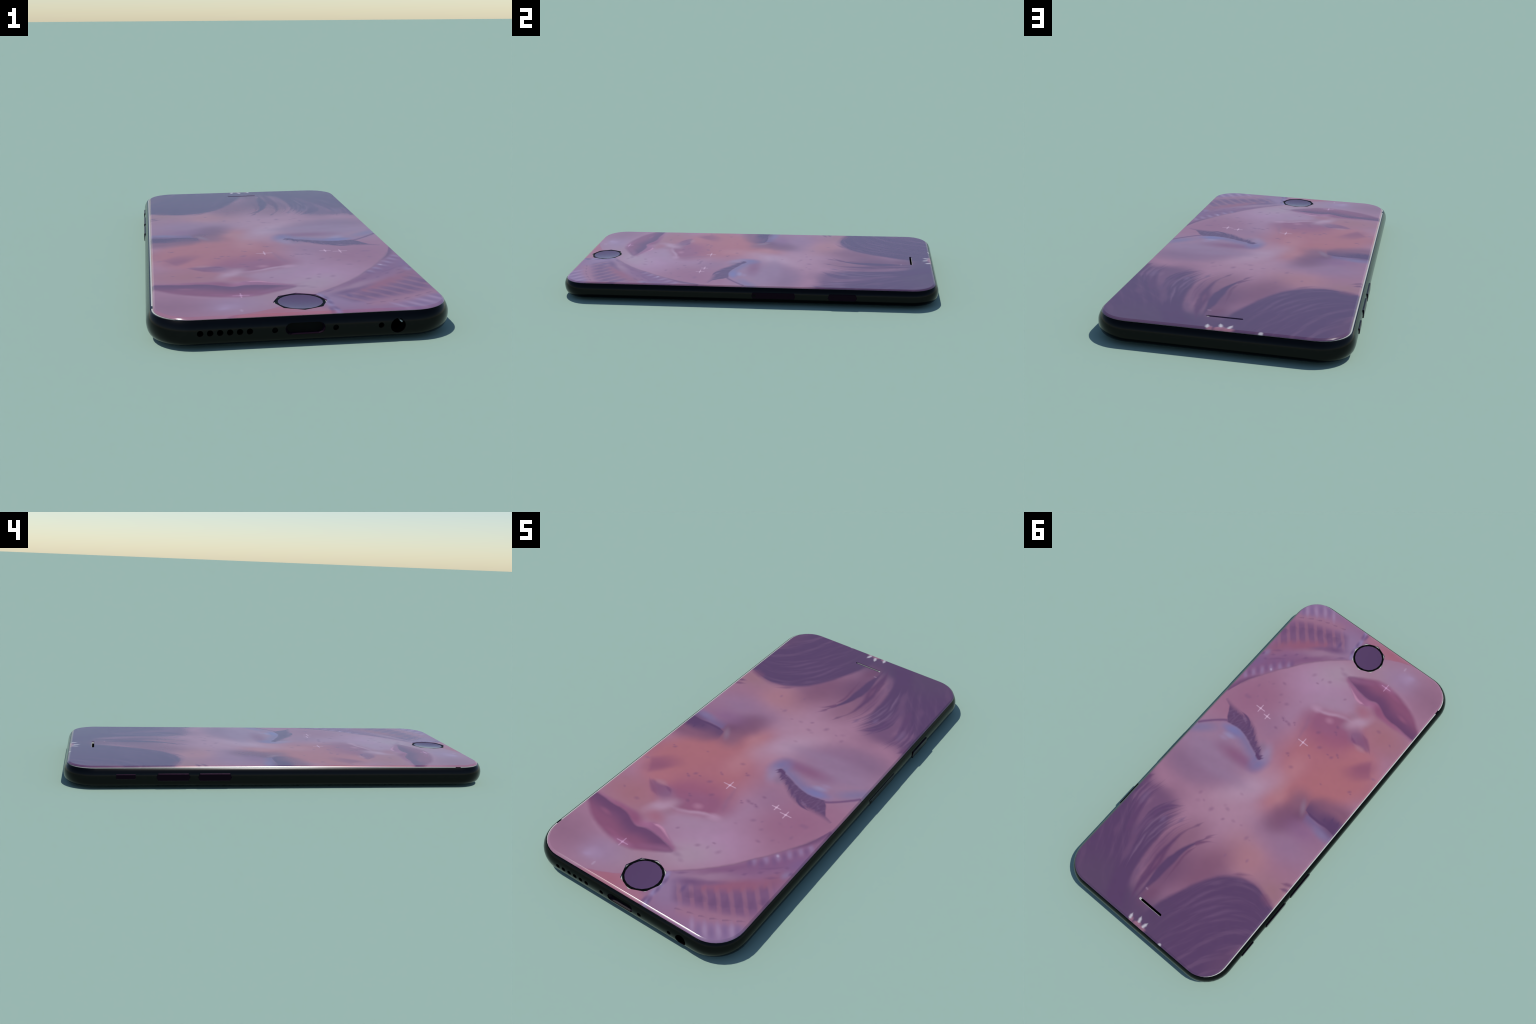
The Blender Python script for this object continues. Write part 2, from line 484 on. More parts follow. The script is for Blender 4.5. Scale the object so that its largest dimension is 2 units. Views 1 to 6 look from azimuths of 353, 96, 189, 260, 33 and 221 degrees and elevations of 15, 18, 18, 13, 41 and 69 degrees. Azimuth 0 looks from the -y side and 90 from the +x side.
def paint_far_eye(p):
    S = shade
    p.blob((-0.317, 0.214), 0.24, 0.15, -40, S(144, 110, 144), 0.9)
    p.blob((-0.195, 0.186), 0.22, 0.14, 20, S(146, 110, 142), 0.7)
    p.blob((-0.245, 0.078), 0.23, 0.12, 20, S(108, 72, 104), 1.0)
    p.blob((-0.204, 0.112), 0.14, 0.10, 30, S(126, 86, 114), 0.7)
    p.blob((-0.218, -0.005), 0.10, 0.11, 0, S(130, 90, 116), 0.8)
    p.blob((-0.342, 0.112), 0.18, 0.09, -30, S(134, 96, 136), 0.8)
    p.blob((-0.435, 0.138), 0.10, 0.10, 0, S(144, 106, 138), 0.6)
    p.blob((-0.256, 0.014), 0.024, 0.070, -10, S(136, 110, 136), 0.75)
    # lid, bluish
    p.stroke([(-0.273, 0.029), (-0.328, 0.043), (-0.375, 0.047), (-0.434, 0.054), (-0.488, 0.064)], 0.048, S(114, 96, 140), 0.85, 0.030, (0.15, 0.02))
    p.blob((-0.409, 0.068), 0.075, 0.035, -45, S(126, 112, 154), 0.75)
    # dark lower lid and lashes
    p.band([(-0.282, 0.019), (-0.326, 0.025), (-0.374, 0.024), (-0.423, 0.025), (-0.475, 0.036)],
           [(-0.259, -0.015), (-0.293, -0.071), (-0.347, -0.102), (-0.420, -0.122), (-0.480, -0.119)],
           S(112, 76, 108), 0.92, (0.005, 0.042),
           paint=lambda u, lo, hi, size: two_tone(p, lo, size, 0.01, 0.10, S(100, 71, 107), S(128, 86, 113)))
    p.blob((-0.442, -0.001), 0.13, 0.07, -45, S(90, 64, 102), 0.9, 0.2)
    p.stroke([(-0.274, 0.015), (-0.326, 0.022), (-0.377, 0.022), (-0.424, 0.019), (-0.472, 0.026)], 0.014, S(92, 65, 103), 0.95, 0.006, (0.15, 0.02))
    for a, b in (((-0.370, -0.024), (-0.383, 0.011)), ((-0.403, -0.056), (-0.412, -0.007)), ((-0.440, -0.058), (-0.443, -0.012)), ((-0.467, -0.067), (-0.463, -0.017))):
        p.stroke([a, ((a[0] + b[0]) / 2, (a[1] + b[1]) / 2 + 0.004), b], 0.012, S(92, 66, 103), 0.8, 0.006, (0.6, 0.1))
    # brow hairs at the rim
    p.stroke([(-0.400, 0.387), (-0.434, 0.375), (-0.474, 0.359)], 0.016, S(118, 80, 112), 0.85, 0.009, (0.5, 0.05))
    p.stroke([(-0.416, 0.412), (-0.445, 0.400), (-0.476, 0.392)], 0.016, S(110, 74, 108), 0.85, 0.009, (0.5, 0.05))

def paint_nose(p):
    S = shade
    # contour of the tip against the cheek
    p.stroke([(0.050, -0.428), (0.025, -0.375), (0.010, -0.315), (-0.002, -0.236), (-0.006, -0.162)], 0.020, S(140, 98, 130), 0.65, 0.016, (0.2, 0.7))
    p.stroke([(0.052, -0.450), (0.000, -0.462), (-0.043, -0.478), (-0.080, -0.496), (-0.122, -0.508), (-0.164, -0.512), (-0.200, -0.531)], 0.018, S(172, 135, 165), 0.9, 0.010, (0.25, 0.3))
    p.band([(0.022, -0.437), (-0.012, -0.453), (-0.051, -0.468), (-0.087, -0.487), (-0.128, -0.497), (-0.166, -0.497)],
           [(-0.025, -0.354), (-0.067, -0.383), (-0.109, -0.401), (-0.145, -0.419), (-0.175, -0.432), (-0.199, -0.441)], S(143, 90, 122), 0.9, (0.010, 0.050), ends=0.10)
    p.blob((0.032, -0.457), 0.05, 0.03, -20, S(176, 138, 170), 0.7)
    p.blob((-0.063, -0.447), 0.035, 0.028, -30, S(168, 118, 148), 0.7)
    p.blob((-0.150, -0.484), 0.09, 0.055, -45, S(138, 92, 122), 0.8)
    # bright columella and upper lip groove
    p.blob((-0.185, -0.530), 0.11, 0.05, 15, S(172, 137, 165), 1.0, 0.1)
    p.blob((-0.197, -0.489), 0.06, 0.06, 0, S(162, 122, 150), 0.7)
    p.blob((-0.143, -0.546), 0.05, 0.04, 0, S(150, 112, 138), 0.6)
    p.blob((-0.164, -0.597), 0.055, 0.085, 35, S(158, 104, 128), 0.9)
    # nostril and wing
    p.band([(-0.193, -0.458), (-0.226, -0.435), (-0.263, -0.429), (-0.286, -0.431), (-0.324, -0.427)], [(-0.214, -0.480), (-0.240, -0.485), (-0.268, -0.474), (-0.297, -0.459), (-0.328, -0.435)],
           S(132, 89, 121), 0.9, (0.010, 0.020), ends=0.10)
    p.blob((-0.224, -0.461), 0.060, 0.065, 20, S(134, 94, 128), 0.8, 0.1)
    p.blob((-0.269, -0.453), 0.05, 0.06, 20, S(132, 86, 120), 0.8)
    p.stroke([(-0.196, -0.460), (-0.228, -0.436), (-0.267, -0.430)], 0.012, S(118, 74, 112), 0.8, 0.008, (0.4, 0.4))
    p.stroke([(-0.229, -0.499), (-0.279, -0.473), (-0.323, -0.442), (-0.358, -0.411)], 0.018, S(132, 84, 116), 0.9, 0.010, (0.3, 0.5))
    p.stroke([(-0.224, -0.428), (-0.265, -0.420), (-0.294, -0.421), (-0.327, -0.413)], 0.022, S(170, 124, 144), 0.65, 0.016, (0.45, 0.35))
    # far wing
    p.band([(-0.379, -0.390), (-0.401, -0.349), (-0.439, -0.315)], [(-0.277, -0.301), (-0.311, -0.270), (-0.356, -0.263)], S(140, 85, 114), 0.65, (0.012, 0.07), ends=0.22)
    p.blob((-0.368, -0.343), 0.10, 0.055, 10, S(136, 82, 111), 0.55)
    p.blob((-0.437, -0.330), 0.02, 0.012, -30, S(140, 96, 130), 0.6)

def paint_lips(p):
    S = shade
    # upper lip
    p.band([(0.016, -0.703), (-0.047, -0.685), (-0.107, -0.673), (-0.158, -0.672), (-0.200, -0.677), (-0.249, -0.658), (-0.306, -0.642), (-0.364, -0.638), (-0.470, -0.628)],
           [(0.020, -0.692), (-0.046, -0.659), (-0.101, -0.631), (-0.154, -0.631), (-0.185, -0.657), (-0.241, -0.629), (-0.313, -0.620), (-0.385, -0.623), (-0.473, -0.617)],
           S(146, 95, 132), 0.9, (0.006, 0.014))
    p.blob((-0.181, -0.656), 0.06, 0.03, -20, S(164, 108, 145), 0.7)
    p.blob((-0.229, -0.652), 0.08, 0.05, -60, S(138, 82, 116), 0.9)
    p.blob((-0.311, -0.635), 0.12, 0.03, -45, S(144, 86, 118), 0.6)
    p.stroke([(-0.006, -0.684), (-0.064, -0.650), (-0.110, -0.630), (-0.154, -0.637)], 0.011, S(190, 136, 170), 0.85, 0.007, (0.6, 0.15))
    # lower lip: dark at the opening, red towards the rim
    p.band([(0.018, -0.704), (-0.035, -0.687), (-0.096, -0.673), (-0.149, -0.670), (-0.193, -0.680), (-0.233, -0.667), (-0.272, -0.648), (-0.312, -0.641), (-0.358, -0.639), (-0.418, -0.632), (-0.482, -0.624)],
           [(0.020, -0.708), (-0.032, -0.744), (-0.076, -0.767), (-0.116, -0.788), (-0.160, -0.797), (-0.211, -0.796), (-0.269, -0.785), (-0.328, -0.767), (-0.381, -0.742), (-0.430, -0.709), (-0.475, -0.674)],
           S(120, 72, 108), 0.95, (0.007, 0.016), ends=0.01,
           paint=lambda u, lo, hi, size: two_tone(p, lo, size, 0.014, 0.090, S(103, 67, 104), S(132, 80, 113)))
    p.blob((-0.053, -0.730), 0.14, 0.030, -8, S(138, 90, 126), 0.7)
    p.blob((-0.011, -0.717), 0.06, 0.02, -15, S(140, 96, 130), 0.6)
    p.blob((-0.180, -0.784), 0.09, 0.025, -38, S(160, 106, 145), 0.55)
    p.blob((-0.243, -0.767), 0.07, 0.018, -45, S(150, 92, 128), 0.4)
    p.blob((-0.352, -0.691), 0.05, 0.016, -48, S(150, 92, 124), 0.5)
    p.blob((0.039, -0.709), 0.04, 0.02, -40, S(140, 108, 138), 0.6)
    # rim light under the lower lip
    p.stroke([(-0.188, -0.806), (-0.266, -0.797), (-0.330, -0.778), (-0.387, -0.747)], 0.012, S(162, 122, 152), 0.45, 0.012)

def two_tone(p, depth, size, d0, d1, near, far):
    """`near` colour at the edge, `far` colour at depth d1 (metres) from it."""
    fac = p.ramp(depth, d0 / size, d1 / size)
    mx = p.node("ShaderNodeMix")
    mx.data_type = "RGBA"
    p.link(fac, mx.inputs[0])
    mx.inputs[6].default_value = near
    mx.inputs[7].default_value = far
    return mx.outputs[2]

def paint_freckles(p):
    tone = shade(118, 78, 115)
    big = [(0.134, -0.302), (0.110, -0.298), (0.090, -0.296), (0.071, -0.321), (0.130, -0.238), (-0.059, -0.357), (-0.129, -0.414), (-0.119, -0.443), (-0.117, -0.295),
           (-0.104, -0.226), (-0.198, -0.288), (-0.174, -0.290), (-0.215, -0.317), (-0.068, -0.117), (-0.245, -0.141), (-0.383, -0.200), (-0.300, -0.556), (-0.390, -0.530), (-0.008, -0.166)]
    for i, at in enumerate(big):
        k = 0.7 + 0.6 * ((i * 37) % 11) / 10
        p.blob(at, 0.017 * k, 0.012 * k, (i * 53) % 90 - 70, tone, 0.50 if i not in (13, 14, 16, 17) else 0.4)
        if i % 3 == 0:
            p.blob((at[0] - 0.012 * k, at[1] + 0.008), 0.009, 0.007, 0, tone, 0.5)
    far = [(0.326, -0.420), (0.300, -0.427), (0.256, -0.463), (0.370, -0.286), (0.355, -0.284), (0.320, -0.318), (0.228, -0.402), (0.270, -0.327), (0.164, -0.605),
           (0.121, -0.576), (0.114, -0.610), (0.073, -0.624), (0.070, -0.726), (0.207, -0.364), (0.124, -0.435), (0.354, -0.371), (0.172, -0.378), (0.134, -0.304), (-0.049, -0.593),
           (0.031, 0.153), (0.201, 0.276), (0.182, 0.318), (0.158, 0.299), (0.020, 0.314), (-0.028, 0.288), (-0.137, 0.316), (-0.157, 0.316), (-0.111, 0.449),
           (0.057, 0.251), (0.035, 0.259), (0.099, 0.311), (-0.073, 0.279), (-0.215, 0.402)]
    for i, at in enumerate(far):
        k = 0.7 + 0.7 * ((i * 29) % 13) / 12
        p.blob(at, 0.018 * k, 0.012 * k, (i * 71) % 120 - 60, shade(128, 90, 126), 0.22 + 0.32 * ((i * 17) % 7) / 6)

def paint_knitwear(p):
    S = shade
    p.blob((0.414, -0.927), 0.24, 0.12, -15, S(138, 111, 152), 0.95, 0.2)
    p.blob((0.279, -0.926), 0.24, 0.08, -22, S(150, 110, 145), 0.7)
    p.blob((0.360, -0.860), 0.26, 0.05, -16, S(152, 108, 134), 0.7)
    p.blob((0.326, -0.705), 0.22, 0.055, 0, S(144, 91, 118), 0.9, 0.15)
    p.blob((0.420, -0.610), 0.12, 0.05, 25, S(140, 92, 120), 0.8)
    p.blob((0.124, -0.863), 0.13, 0.16, -10, S(142, 114, 152), 0.9, 0.2)
    p.blob((0.206, -0.733), 0.20, 0.045, -5, S(150, 116, 146), 0.9)
    p.blob((0.173, -0.790), 0.10, 0.035, -10, S(112, 80, 120), 0.9)
    p.blob((0.239, -0.748), 0.09, 0.020, -5, S(120, 86, 122), 0.7)
    p.blob((0.386, -0.530), 0.24, 0.05, 10, S(126, 88, 128), 0.85)
    p.blob((0.462, -0.474), 0.12, 0.05, 30, S(122, 92, 136), 0.8)
    p.blob((0.253, -0.647), 0.20, 0.025, 8, S(126, 86, 124), 0.7)
    p.blob((0.447, -0.552), 0.04, 0.025, 40, S(136, 116, 156), 0.7)
    p.blob((0.460, -0.536), 0.02, 0.012, 40, S(106, 78, 122), 0.7)
    # ribbed dark band
    upper = [(0.478, -0.721), (0.458, -0.775), (0.425, -0.808), (0.377, -0.835), (0.319, -0.856), (0.263, -0.871), (0.203, -0.896), (0.152, -0.912)]
    lower = [(0.436, -0.585), (0.417, -0.633), (0.392, -0.674), (0.355, -0.708), (0.317, -0.739), (0.266, -0.769), (0.205, -0.798), (0.145, -0.822)]
    p.band(upper, lower, None, 0.68, (0.022, 0.026), ends=0.06, paint=lambda u, lo, hi, size: ribs(p, u, hi, 7.6, 0.30))
    for q in ((0.385, -0.675), (0.352, -0.707), (0.315, -0.737), (0.273, -0.761), (0.233, -0.784), (0.413, -0.637)):
        p.blob(q, 0.014, 0.030, -25, S(146, 92, 117), 0.5)
    for a, b in (((0.435, -0.780), (0.396, -0.702)), ((0.394, -0.802), (0.355, -0.724)), ((0.353, -0.828), (0.319, -0.756)), ((0.310, -0.848), (0.274, -0.774)),
                 ((0.263, -0.859), (0.235, -0.797)), ((0.217, -0.866), (0.190, -0.812)), ((0.454, -0.734), (0.436, -0.676))):
        p.stroke([a, ((a[0] + b[0]) / 2 + 0.006, (a[1] + b[1]) / 2 + 0.004), b], 0.030, S(106, 76, 114), 0.5, 0.016, (0.2, 0.55))
    # stitched seam
    seam = [(0.467, -0.819), (0.423, -0.845), (0.378, -0.870), (0.337, -0.892), (0.295, -0.906), (0.250, -0.916), (0.201, -0.928)]
    p.stroke(seam, 0.030, S(156, 112, 138), 0.5, 0.02, (0.02, 0.05))
    for a, b in zip(seam, seam[1:]):
        p.stroke([a, ((a[0] + b[0]) / 2, (a[1] + b[1]) / 2 + 0.003), b], 0.005, S(108, 76, 112), 0.6, 0.006, (0.6, 0.1))
    # pale columns above the seam
    for q in ((0.439, -0.888), (0.398, -0.915), (0.357, -0.940), (0.304, -0.951)):
        p.blob(q, 0.016, 0.060, 0, S(156, 130, 168), 0.7)
    for q in ((0.458, -0.879), (0.419, -0.904), (0.382, -0.935), (0.340, -0.956)):
        p.blob(q, 0.018, 0.060, 0, S(124, 98, 142), 0.7)
    # beaded braid along the jaw
    for q in ((0.451, -0.376), (0.427, -0.413), (0.401, -0.452), (0.369, -0.490), (0.338, -0.529), (0.305, -0.562)):
        p.blob(q, 0.020, 0.038, 0, S(142, 118, 160), 0.68)
    for q in ((0.445, -0.400), (0.418, -0.438), (0.393, -0.477), (0.368, -0.516), (0.336, -0.555), (0.297, -0.580)):
        p.blob(q, 0.020, 0.042, 0, S(118, 86, 128), 0.8)
    p.blob((0.366, -0.484), 0.010, 0.012, 0, S(176, 156, 190), 0.8)
    # knit rows
    for q in ([(0.427, -0.542), (0.412, -0.562), (0.393, -0.577)], [(0.375, -0.576), (0.361, -0.597), (0.345, -0.614)], [(0.330, -0.618), (0.315, -0.639), (0.299, -0.652)],
              [(0.280, -0.628), (0.263, -0.653), (0.243, -0.667)], [(0.446, -0.500), (0.430, -0.519), (0.418, -0.531)], [(0.445, -0.563), (0.409, -0.598), (0.375, -0.620)],
              [(0.453, -0.482), (0.396, -0.543), (0.315, -0.606)], [(0.156, -0.736), (0.124, -0.768), (0.078, -0.802)]):
        p.stroke(q, 0.009, S(112, 78, 118), 0.6, 0.008, (0.5, 0.4))
    # shade where the collar tucks under the cheek
    p.band([(0.473, -0.266), (0.452, -0.329), (0.427, -0.376), (0.390, -0.420)], [(0.461, -0.226), (0.441, -0.303), (0.416, -0.362), (0.383, -0.424)], S(112, 78, 114), 0.95, (0.012, 0.006))
    # frayed edge beside the button and bare skin beyond
    p.band([(0.062, -0.948), (-0.069, -0.911), (-0.111, -0.937), (-0.223, -0.978)], [(0.105, -1.004), (0.011, -0.990), (-0.108, -0.996), (-0.239, -0.997)], S(162, 108, 132), 0.95, (0.012, 0.02), ends=0.1)
    p.blob((0.043, -0.964), 0.09, 0.07, -30, S(160, 110, 136), 0.8)
    p.blob((-0.087, -0.956), 0.13, 0.05, -35, S(160, 100, 122), 0.9)
    for q, t in (((0.104, -0.969), 70), ((0.092, -0.915), 60), ((0.091, -0.871), 60), ((0.079, -0.821), 70)):
        p.blob(q, 0.040, 0.018, t, S(142, 126, 172), 0.8)
    for q, t in (((0.104, -0.951), 70), ((0.088, -0.958), 50), ((0.095, -0.892), 60), ((0.090, -0.842), 60), ((0.170, -0.831), 60)):
        p.blob(q, 0.036, 0.014, t, S(106, 80, 124), 0.75)

def ribs(p, u, v, count, slant):
    ph = p.math("MULTIPLY_ADD", u, count * 2 * math.pi, p.math("MULTIPLY", v, slant * 20))
    wave = p.math("SINE", ph)
    fac = p.ramp(wave, -0.2, 1.0)
    mx = p.node("ShaderNodeMix")
    mx.data_type = "RGBA"
    p.link(fac, mx.inputs[0])
    mx.inputs[6].default_value = shade(112, 80, 118)
    mx.inputs[7].default_value = shade(138, 96, 124)
    return mx.outputs[2]

def paint_far_hair(p):
    edge = [(0.034, 1.018), (0.012, 0.933), (-0.012, 0.850), (-0.025, 0.799), (-0.045, 0.748), (-0.070, 0.693), (-0.093, 0.640), (-0.121, 0.592), (-0.148, 0.554), (-0.187, 0.514), (-0.233, 0.482),
            (-0.285, 0.462), (-0.335, 0.458), (-0.384, 0.469), (-0.430, 0.485), (-0.484, 0.498)]
    p.side(list(reversed(edge)), shade(118, 82, 115), 0.034, 0.75)
    p.side(list(reversed([(x + 0.004, y + 0.012) for x, y in edge])), HAIR, 0.014,
           paint=lambda u, d, size: p.streaks(u, d, 2.2, 24.0, HAIR, shade(103, 77, 111), 0.46, 0.74, 3.0))
    p.stroke([(-0.185, 0.512), (-0.235, 0.473), (-0.276, 0.445), (-0.317, 0.431)], 0.012, shade(112, 76, 110), 0.7, 0.012, (0.3, 0.6))
    p.stroke([(-0.213, 0.516), (-0.282, 0.481), (-0.336, 0.464)], 0.010, shade(112, 80, 116), 0.5, 0.008, (0.4, 0.4))
    p.stroke([(-0.361, 0.483), (-0.408, 0.493), (-0.462, 0.512)], 0.03, shade(118, 78, 108), 0.6, 0.020, (0.3, 0.3))
    for q in ([(-0.075, 0.848), (-0.122, 0.751), (-0.165, 0.648), (-0.209, 0.591), (-0.256, 0.555)], [(-0.101, 0.850), (-0.158, 0.736), (-0.208, 0.652), (-0.289, 0.576), (-0.374, 0.533)],
              [(-0.141, 0.827), (-0.213, 0.715), (-0.258, 0.654), (-0.335, 0.601)], [(-0.193, 0.832), (-0.250, 0.728), (-0.304, 0.650), (-0.415, 0.581)],
              [(-0.138, 0.629), (-0.171, 0.582), (-0.211, 0.542)], [(-0.208, 0.532), (-0.251, 0.502), (-0.305, 0.480)]):
        p.stroke(q, 0.012, shade(110, 83, 118), 0.55, 0.010, (0.4, 0.4))
    p.stroke([(-0.414, 0.834), (-0.446, 0.789), (-0.469, 0.742)], 0.022, shade(116, 84, 116), 0.7, 0.014, (0.5, 0.02))
    p.blob((-0.451, 0.850), 0.16, 0.10, 30, shade(102, 74, 106), 0.7)

def fan(p, a, b, count, width, tones, strength, seed, soft=0.006):
    """Fine hairs spread between two guide lines, of varying reach and tone."""
    for i in range(count):
        t = (i + 0.5) / count
        k = ((i * 7 + seed * 5) % 11) / 11
        q = [(x0 * (1 - t) + x1 * t, y0 * (1 - t) + y1 * t) for (x0, y0), (x1, y1) in zip(a, b)]
        start = q[0] if k < 0.5 else q[1]
        q = ([start] if start is q[1] else [q[0], q[1]]) + q[2:]
        if k > 0.7:
            q[-1] = tuple(0.6 * m + 0.4 * n for m, n in zip(q[-1], q[-2]))
        p.stroke(q, width * (0.6 + 0.8 * k), tones[(i + seed) % len(tones)], strength, soft, (0.3, 0.55))

def paint_near_hair(p):
    S = shade
    # thin hair over the temple, then the dark mass with streaks fanning out from the parting
    p.side([(-0.024, 1.119), (0.107, 0.893), (0.178, 0.842), (0.237, 0.650), (0.244, 0.512), (0.237, 0.429), (0.321, 0.381), (0.422, 0.374), (0.497, 0.327)],
           S(111, 80, 115), 0.065, 0.9)
    p.side([(-0.024, 1.119), (0.112, 0.898), (0.211, 0.839), (0.267, 0.735), (0.340, 0.617), (0.394, 0.531), (0.433, 0.436), (0.474, 0.362)],
           HAIR, 0.035, paint=lambda u, d, size: p.streaks(u, d, 3.0, 22.0, HAIR, S(104, 77, 111), 0.46, 0.75, 3.0, 4.0))
    # root haze around the parting
    p.blob((0.091, 0.953), 0.36, 0.24, -35, S(91, 70, 103), 0.95, 0.2)
    p.blob((0.331, 0.954), 0.22, 0.22, 0, S(93, 73, 103), 0.8, 0.1)
    # locks, thick to thin
    p.stroke([(0.150, 0.977), (0.204, 0.863), (0.237, 0.751), (0.256, 0.630), (0.248, 0.536), (0.221, 0.457), (0.180, 0.400)], 0.096, HAIR, 1.0, 0.022, (0.02, 0.35))
    fan(p, [(0.236, 0.835), (0.281, 0.676), (0.289, 0.554), (0.273, 0.458), (0.223, 0.363)], [(0.187, 0.854), (0.215, 0.703), (0.214, 0.580), (0.188, 0.472), (0.110, 0.357)],
        16, 0.014, (HAIR, S(98, 73, 109), HAIR, S(116, 90, 124)), 0.85, 1)
    fan(p, [(0.187, 0.854), (0.215, 0.703), (0.214, 0.580), (0.188, 0.472), (0.114, 0.370)], [(0.118, 0.797), (0.126, 0.705), (0.133, 0.601), (0.124, 0.492), (0.069, 0.380)],
        6, 0.009, (S(110, 76, 110), S(122, 86, 116), S(104, 72, 108)), 0.6, 3, 0.008)
    p.stroke([(0.196, 0.861), (0.218, 0.710), (0.214, 0.596), (0.195, 0.498), (0.151, 0.421), (0.111, 0.359)], 0.040, HAIR, 0.95, 0.012, (0.05, 0.8))
    p.stroke([(0.089, 0.966), (0.121, 0.799), (0.128, 0.707), (0.138, 0.630), (0.135, 0.554), (0.122, 0.482), (0.100, 0.421), (0.070, 0.374)], 0.034, S(97, 67, 103), 0.95, 0.010, (0.3, 0.5))
    p.stroke([(0.116, 0.782), (0.119, 0.695), (0.126, 0.620), (0.122, 0.546)], 0.030, S(100, 67, 102), 0.7, 0.014, (0.3, 0.5))
    p.stroke([(0.123, 0.481), (0.104, 0.439), (0.073, 0.373)], 0.012, S(106, 74, 108), 0.7, 0.007, (0.6, 0.4))
    p.stroke([(0.087, 0.926), (0.083, 0.768), (0.084, 0.684), (0.077, 0.613), (0.062, 0.545), (0.038, 0.485), (0.008, 0.433), (-0.048, 0.388)], 0.042, HAIR, 1.0, 0.008, (0.35, 0.5))
    p.stroke([(0.045, 0.506), (0.007, 0.457), (-0.048, 0.422)], 0.018, S(110, 74, 108), 0.9, 0.007, (0.1, 0.8))
    p.stroke([(0.027, 0.469), (0.008, 0.422), (-0.025, 0.378)], 0.012, S(114, 78, 112), 0.8, 0.008, (0.3, 0.6))
    p.stroke([(0.031, 0.783), (0.033, 0.724), (0.040, 0.660), (0.044, 0.599), (0.039, 0.547), (0.020, 0.488)], 0.013, S(110, 74, 106), 0.9, 0.007, (0.5, 0.2))
    p.stroke([(0.138, 0.813), (0.138, 0.730), (0.152, 0.687)], 0.012, S(104, 72, 106), 0.8, 0.006, (0.3, 0.3))
    p.stroke([(0.317, 0.675), (0.311, 0.598), (0.302, 0.529), (0.286, 0.443), (0.257, 0.371), (0.209, 0.343)], 0.030, S(103, 76, 112), 0.85, 0.012, (0.1, 0.5))
    fan(p, [(0.323, 0.680), (0.333, 0.585), (0.324, 0.505), (0.303, 0.436), (0.259, 0.357)], [(0.279, 0.649), (0.293, 0.573), (0.283, 0.503), (0.251, 0.435), (0.190, 0.359)],
        7, 0.014, (S(98, 71, 108), HAIR, S(106, 78, 114)), 0.8, 4)
    p.stroke([(0.308, 0.544), (0.293, 0.469), (0.268, 0.428), (0.202, 0.374)], 0.018, S(98, 70, 108), 0.9, 0.009, (0.2, 0.4))
    p.stroke([(0.349, 0.680), (0.366, 0.607), (0.382, 0.532), (0.393, 0.451), (0.390, 0.385), (0.375, 0.292)], 0.030, S(97, 69, 106), 0.95, 0.010, (0.1, 0.7))
    fan(p, [(0.415, 0.632), (0.441, 0.548), (0.449, 0.470), (0.447, 0.415), (0.433, 0.350)], [(0.340, 0.612), (0.370, 0.522), (0.379, 0.444), (0.365, 0.391), (0.329, 0.303)],
        9, 0.014, (S(97, 69, 106), S(104, 75, 112), S(122, 90, 124)), 0.75, 2)
    p.stroke([(0.470, 0.413), (0.457, 0.370), (0.438, 0.339)], 0.026, S(104, 72, 108), 0.95, 0.010, (0.05, 0.5))
    p.blob((0.403, 0.470), 0.06, 0.03, 55, S(112, 90, 128), 0.5)
    # light between the locks
    for q, w, c in (([(0.158, 0.830), (0.164, 0.747), (0.177, 0.677), (0.187, 0.615)], 0.018, S(118, 86, 119)),
                    ([(0.121, 0.766), (0.127, 0.686), (0.137, 0.614)], 0.010, S(120, 82, 114)),
                    ([(0.254, 0.547), (0.252, 0.503), (0.244, 0.455)], 0.016, S(118, 94, 132)),
                    ([(0.189, 0.499), (0.178, 0.454), (0.170, 0.400)], 0.010, S(108, 84, 122)),
                    ([(0.229, 0.603), (0.226, 0.544), (0.218, 0.496)], 0.010, S(106, 80, 116)),
                    ([(0.258, 0.778), (0.300, 0.661), (0.307, 0.574)], 0.022, S(108, 78, 113)),
                    ([(0.250, 0.838), (0.276, 0.744), (0.298, 0.631)], 0.034, S(106, 78, 112)),
                    ([(0.361, 0.753), (0.397, 0.681), (0.423, 0.619)], 0.026, S(103, 75, 110)),
                    ([(0.135, 0.868), (0.169, 0.787), (0.186, 0.696)], 0.022, S(112, 83, 117)),
                    ([(0.392, 0.550), (0.401, 0.494), (0.402, 0.442)], 0.012, S(116, 88, 124)),
                    ([(0.368, 0.530), (0.368, 0.467), (0.363, 0.416)], 0.014, S(126, 92, 124))):
        p.stroke(q, w, c, 0.75, 0.012, (0.45, 0.45))
    p.blob((0.045, 0.823), 0.10, 0.06, 40, S(115, 76, 106), 0.7)

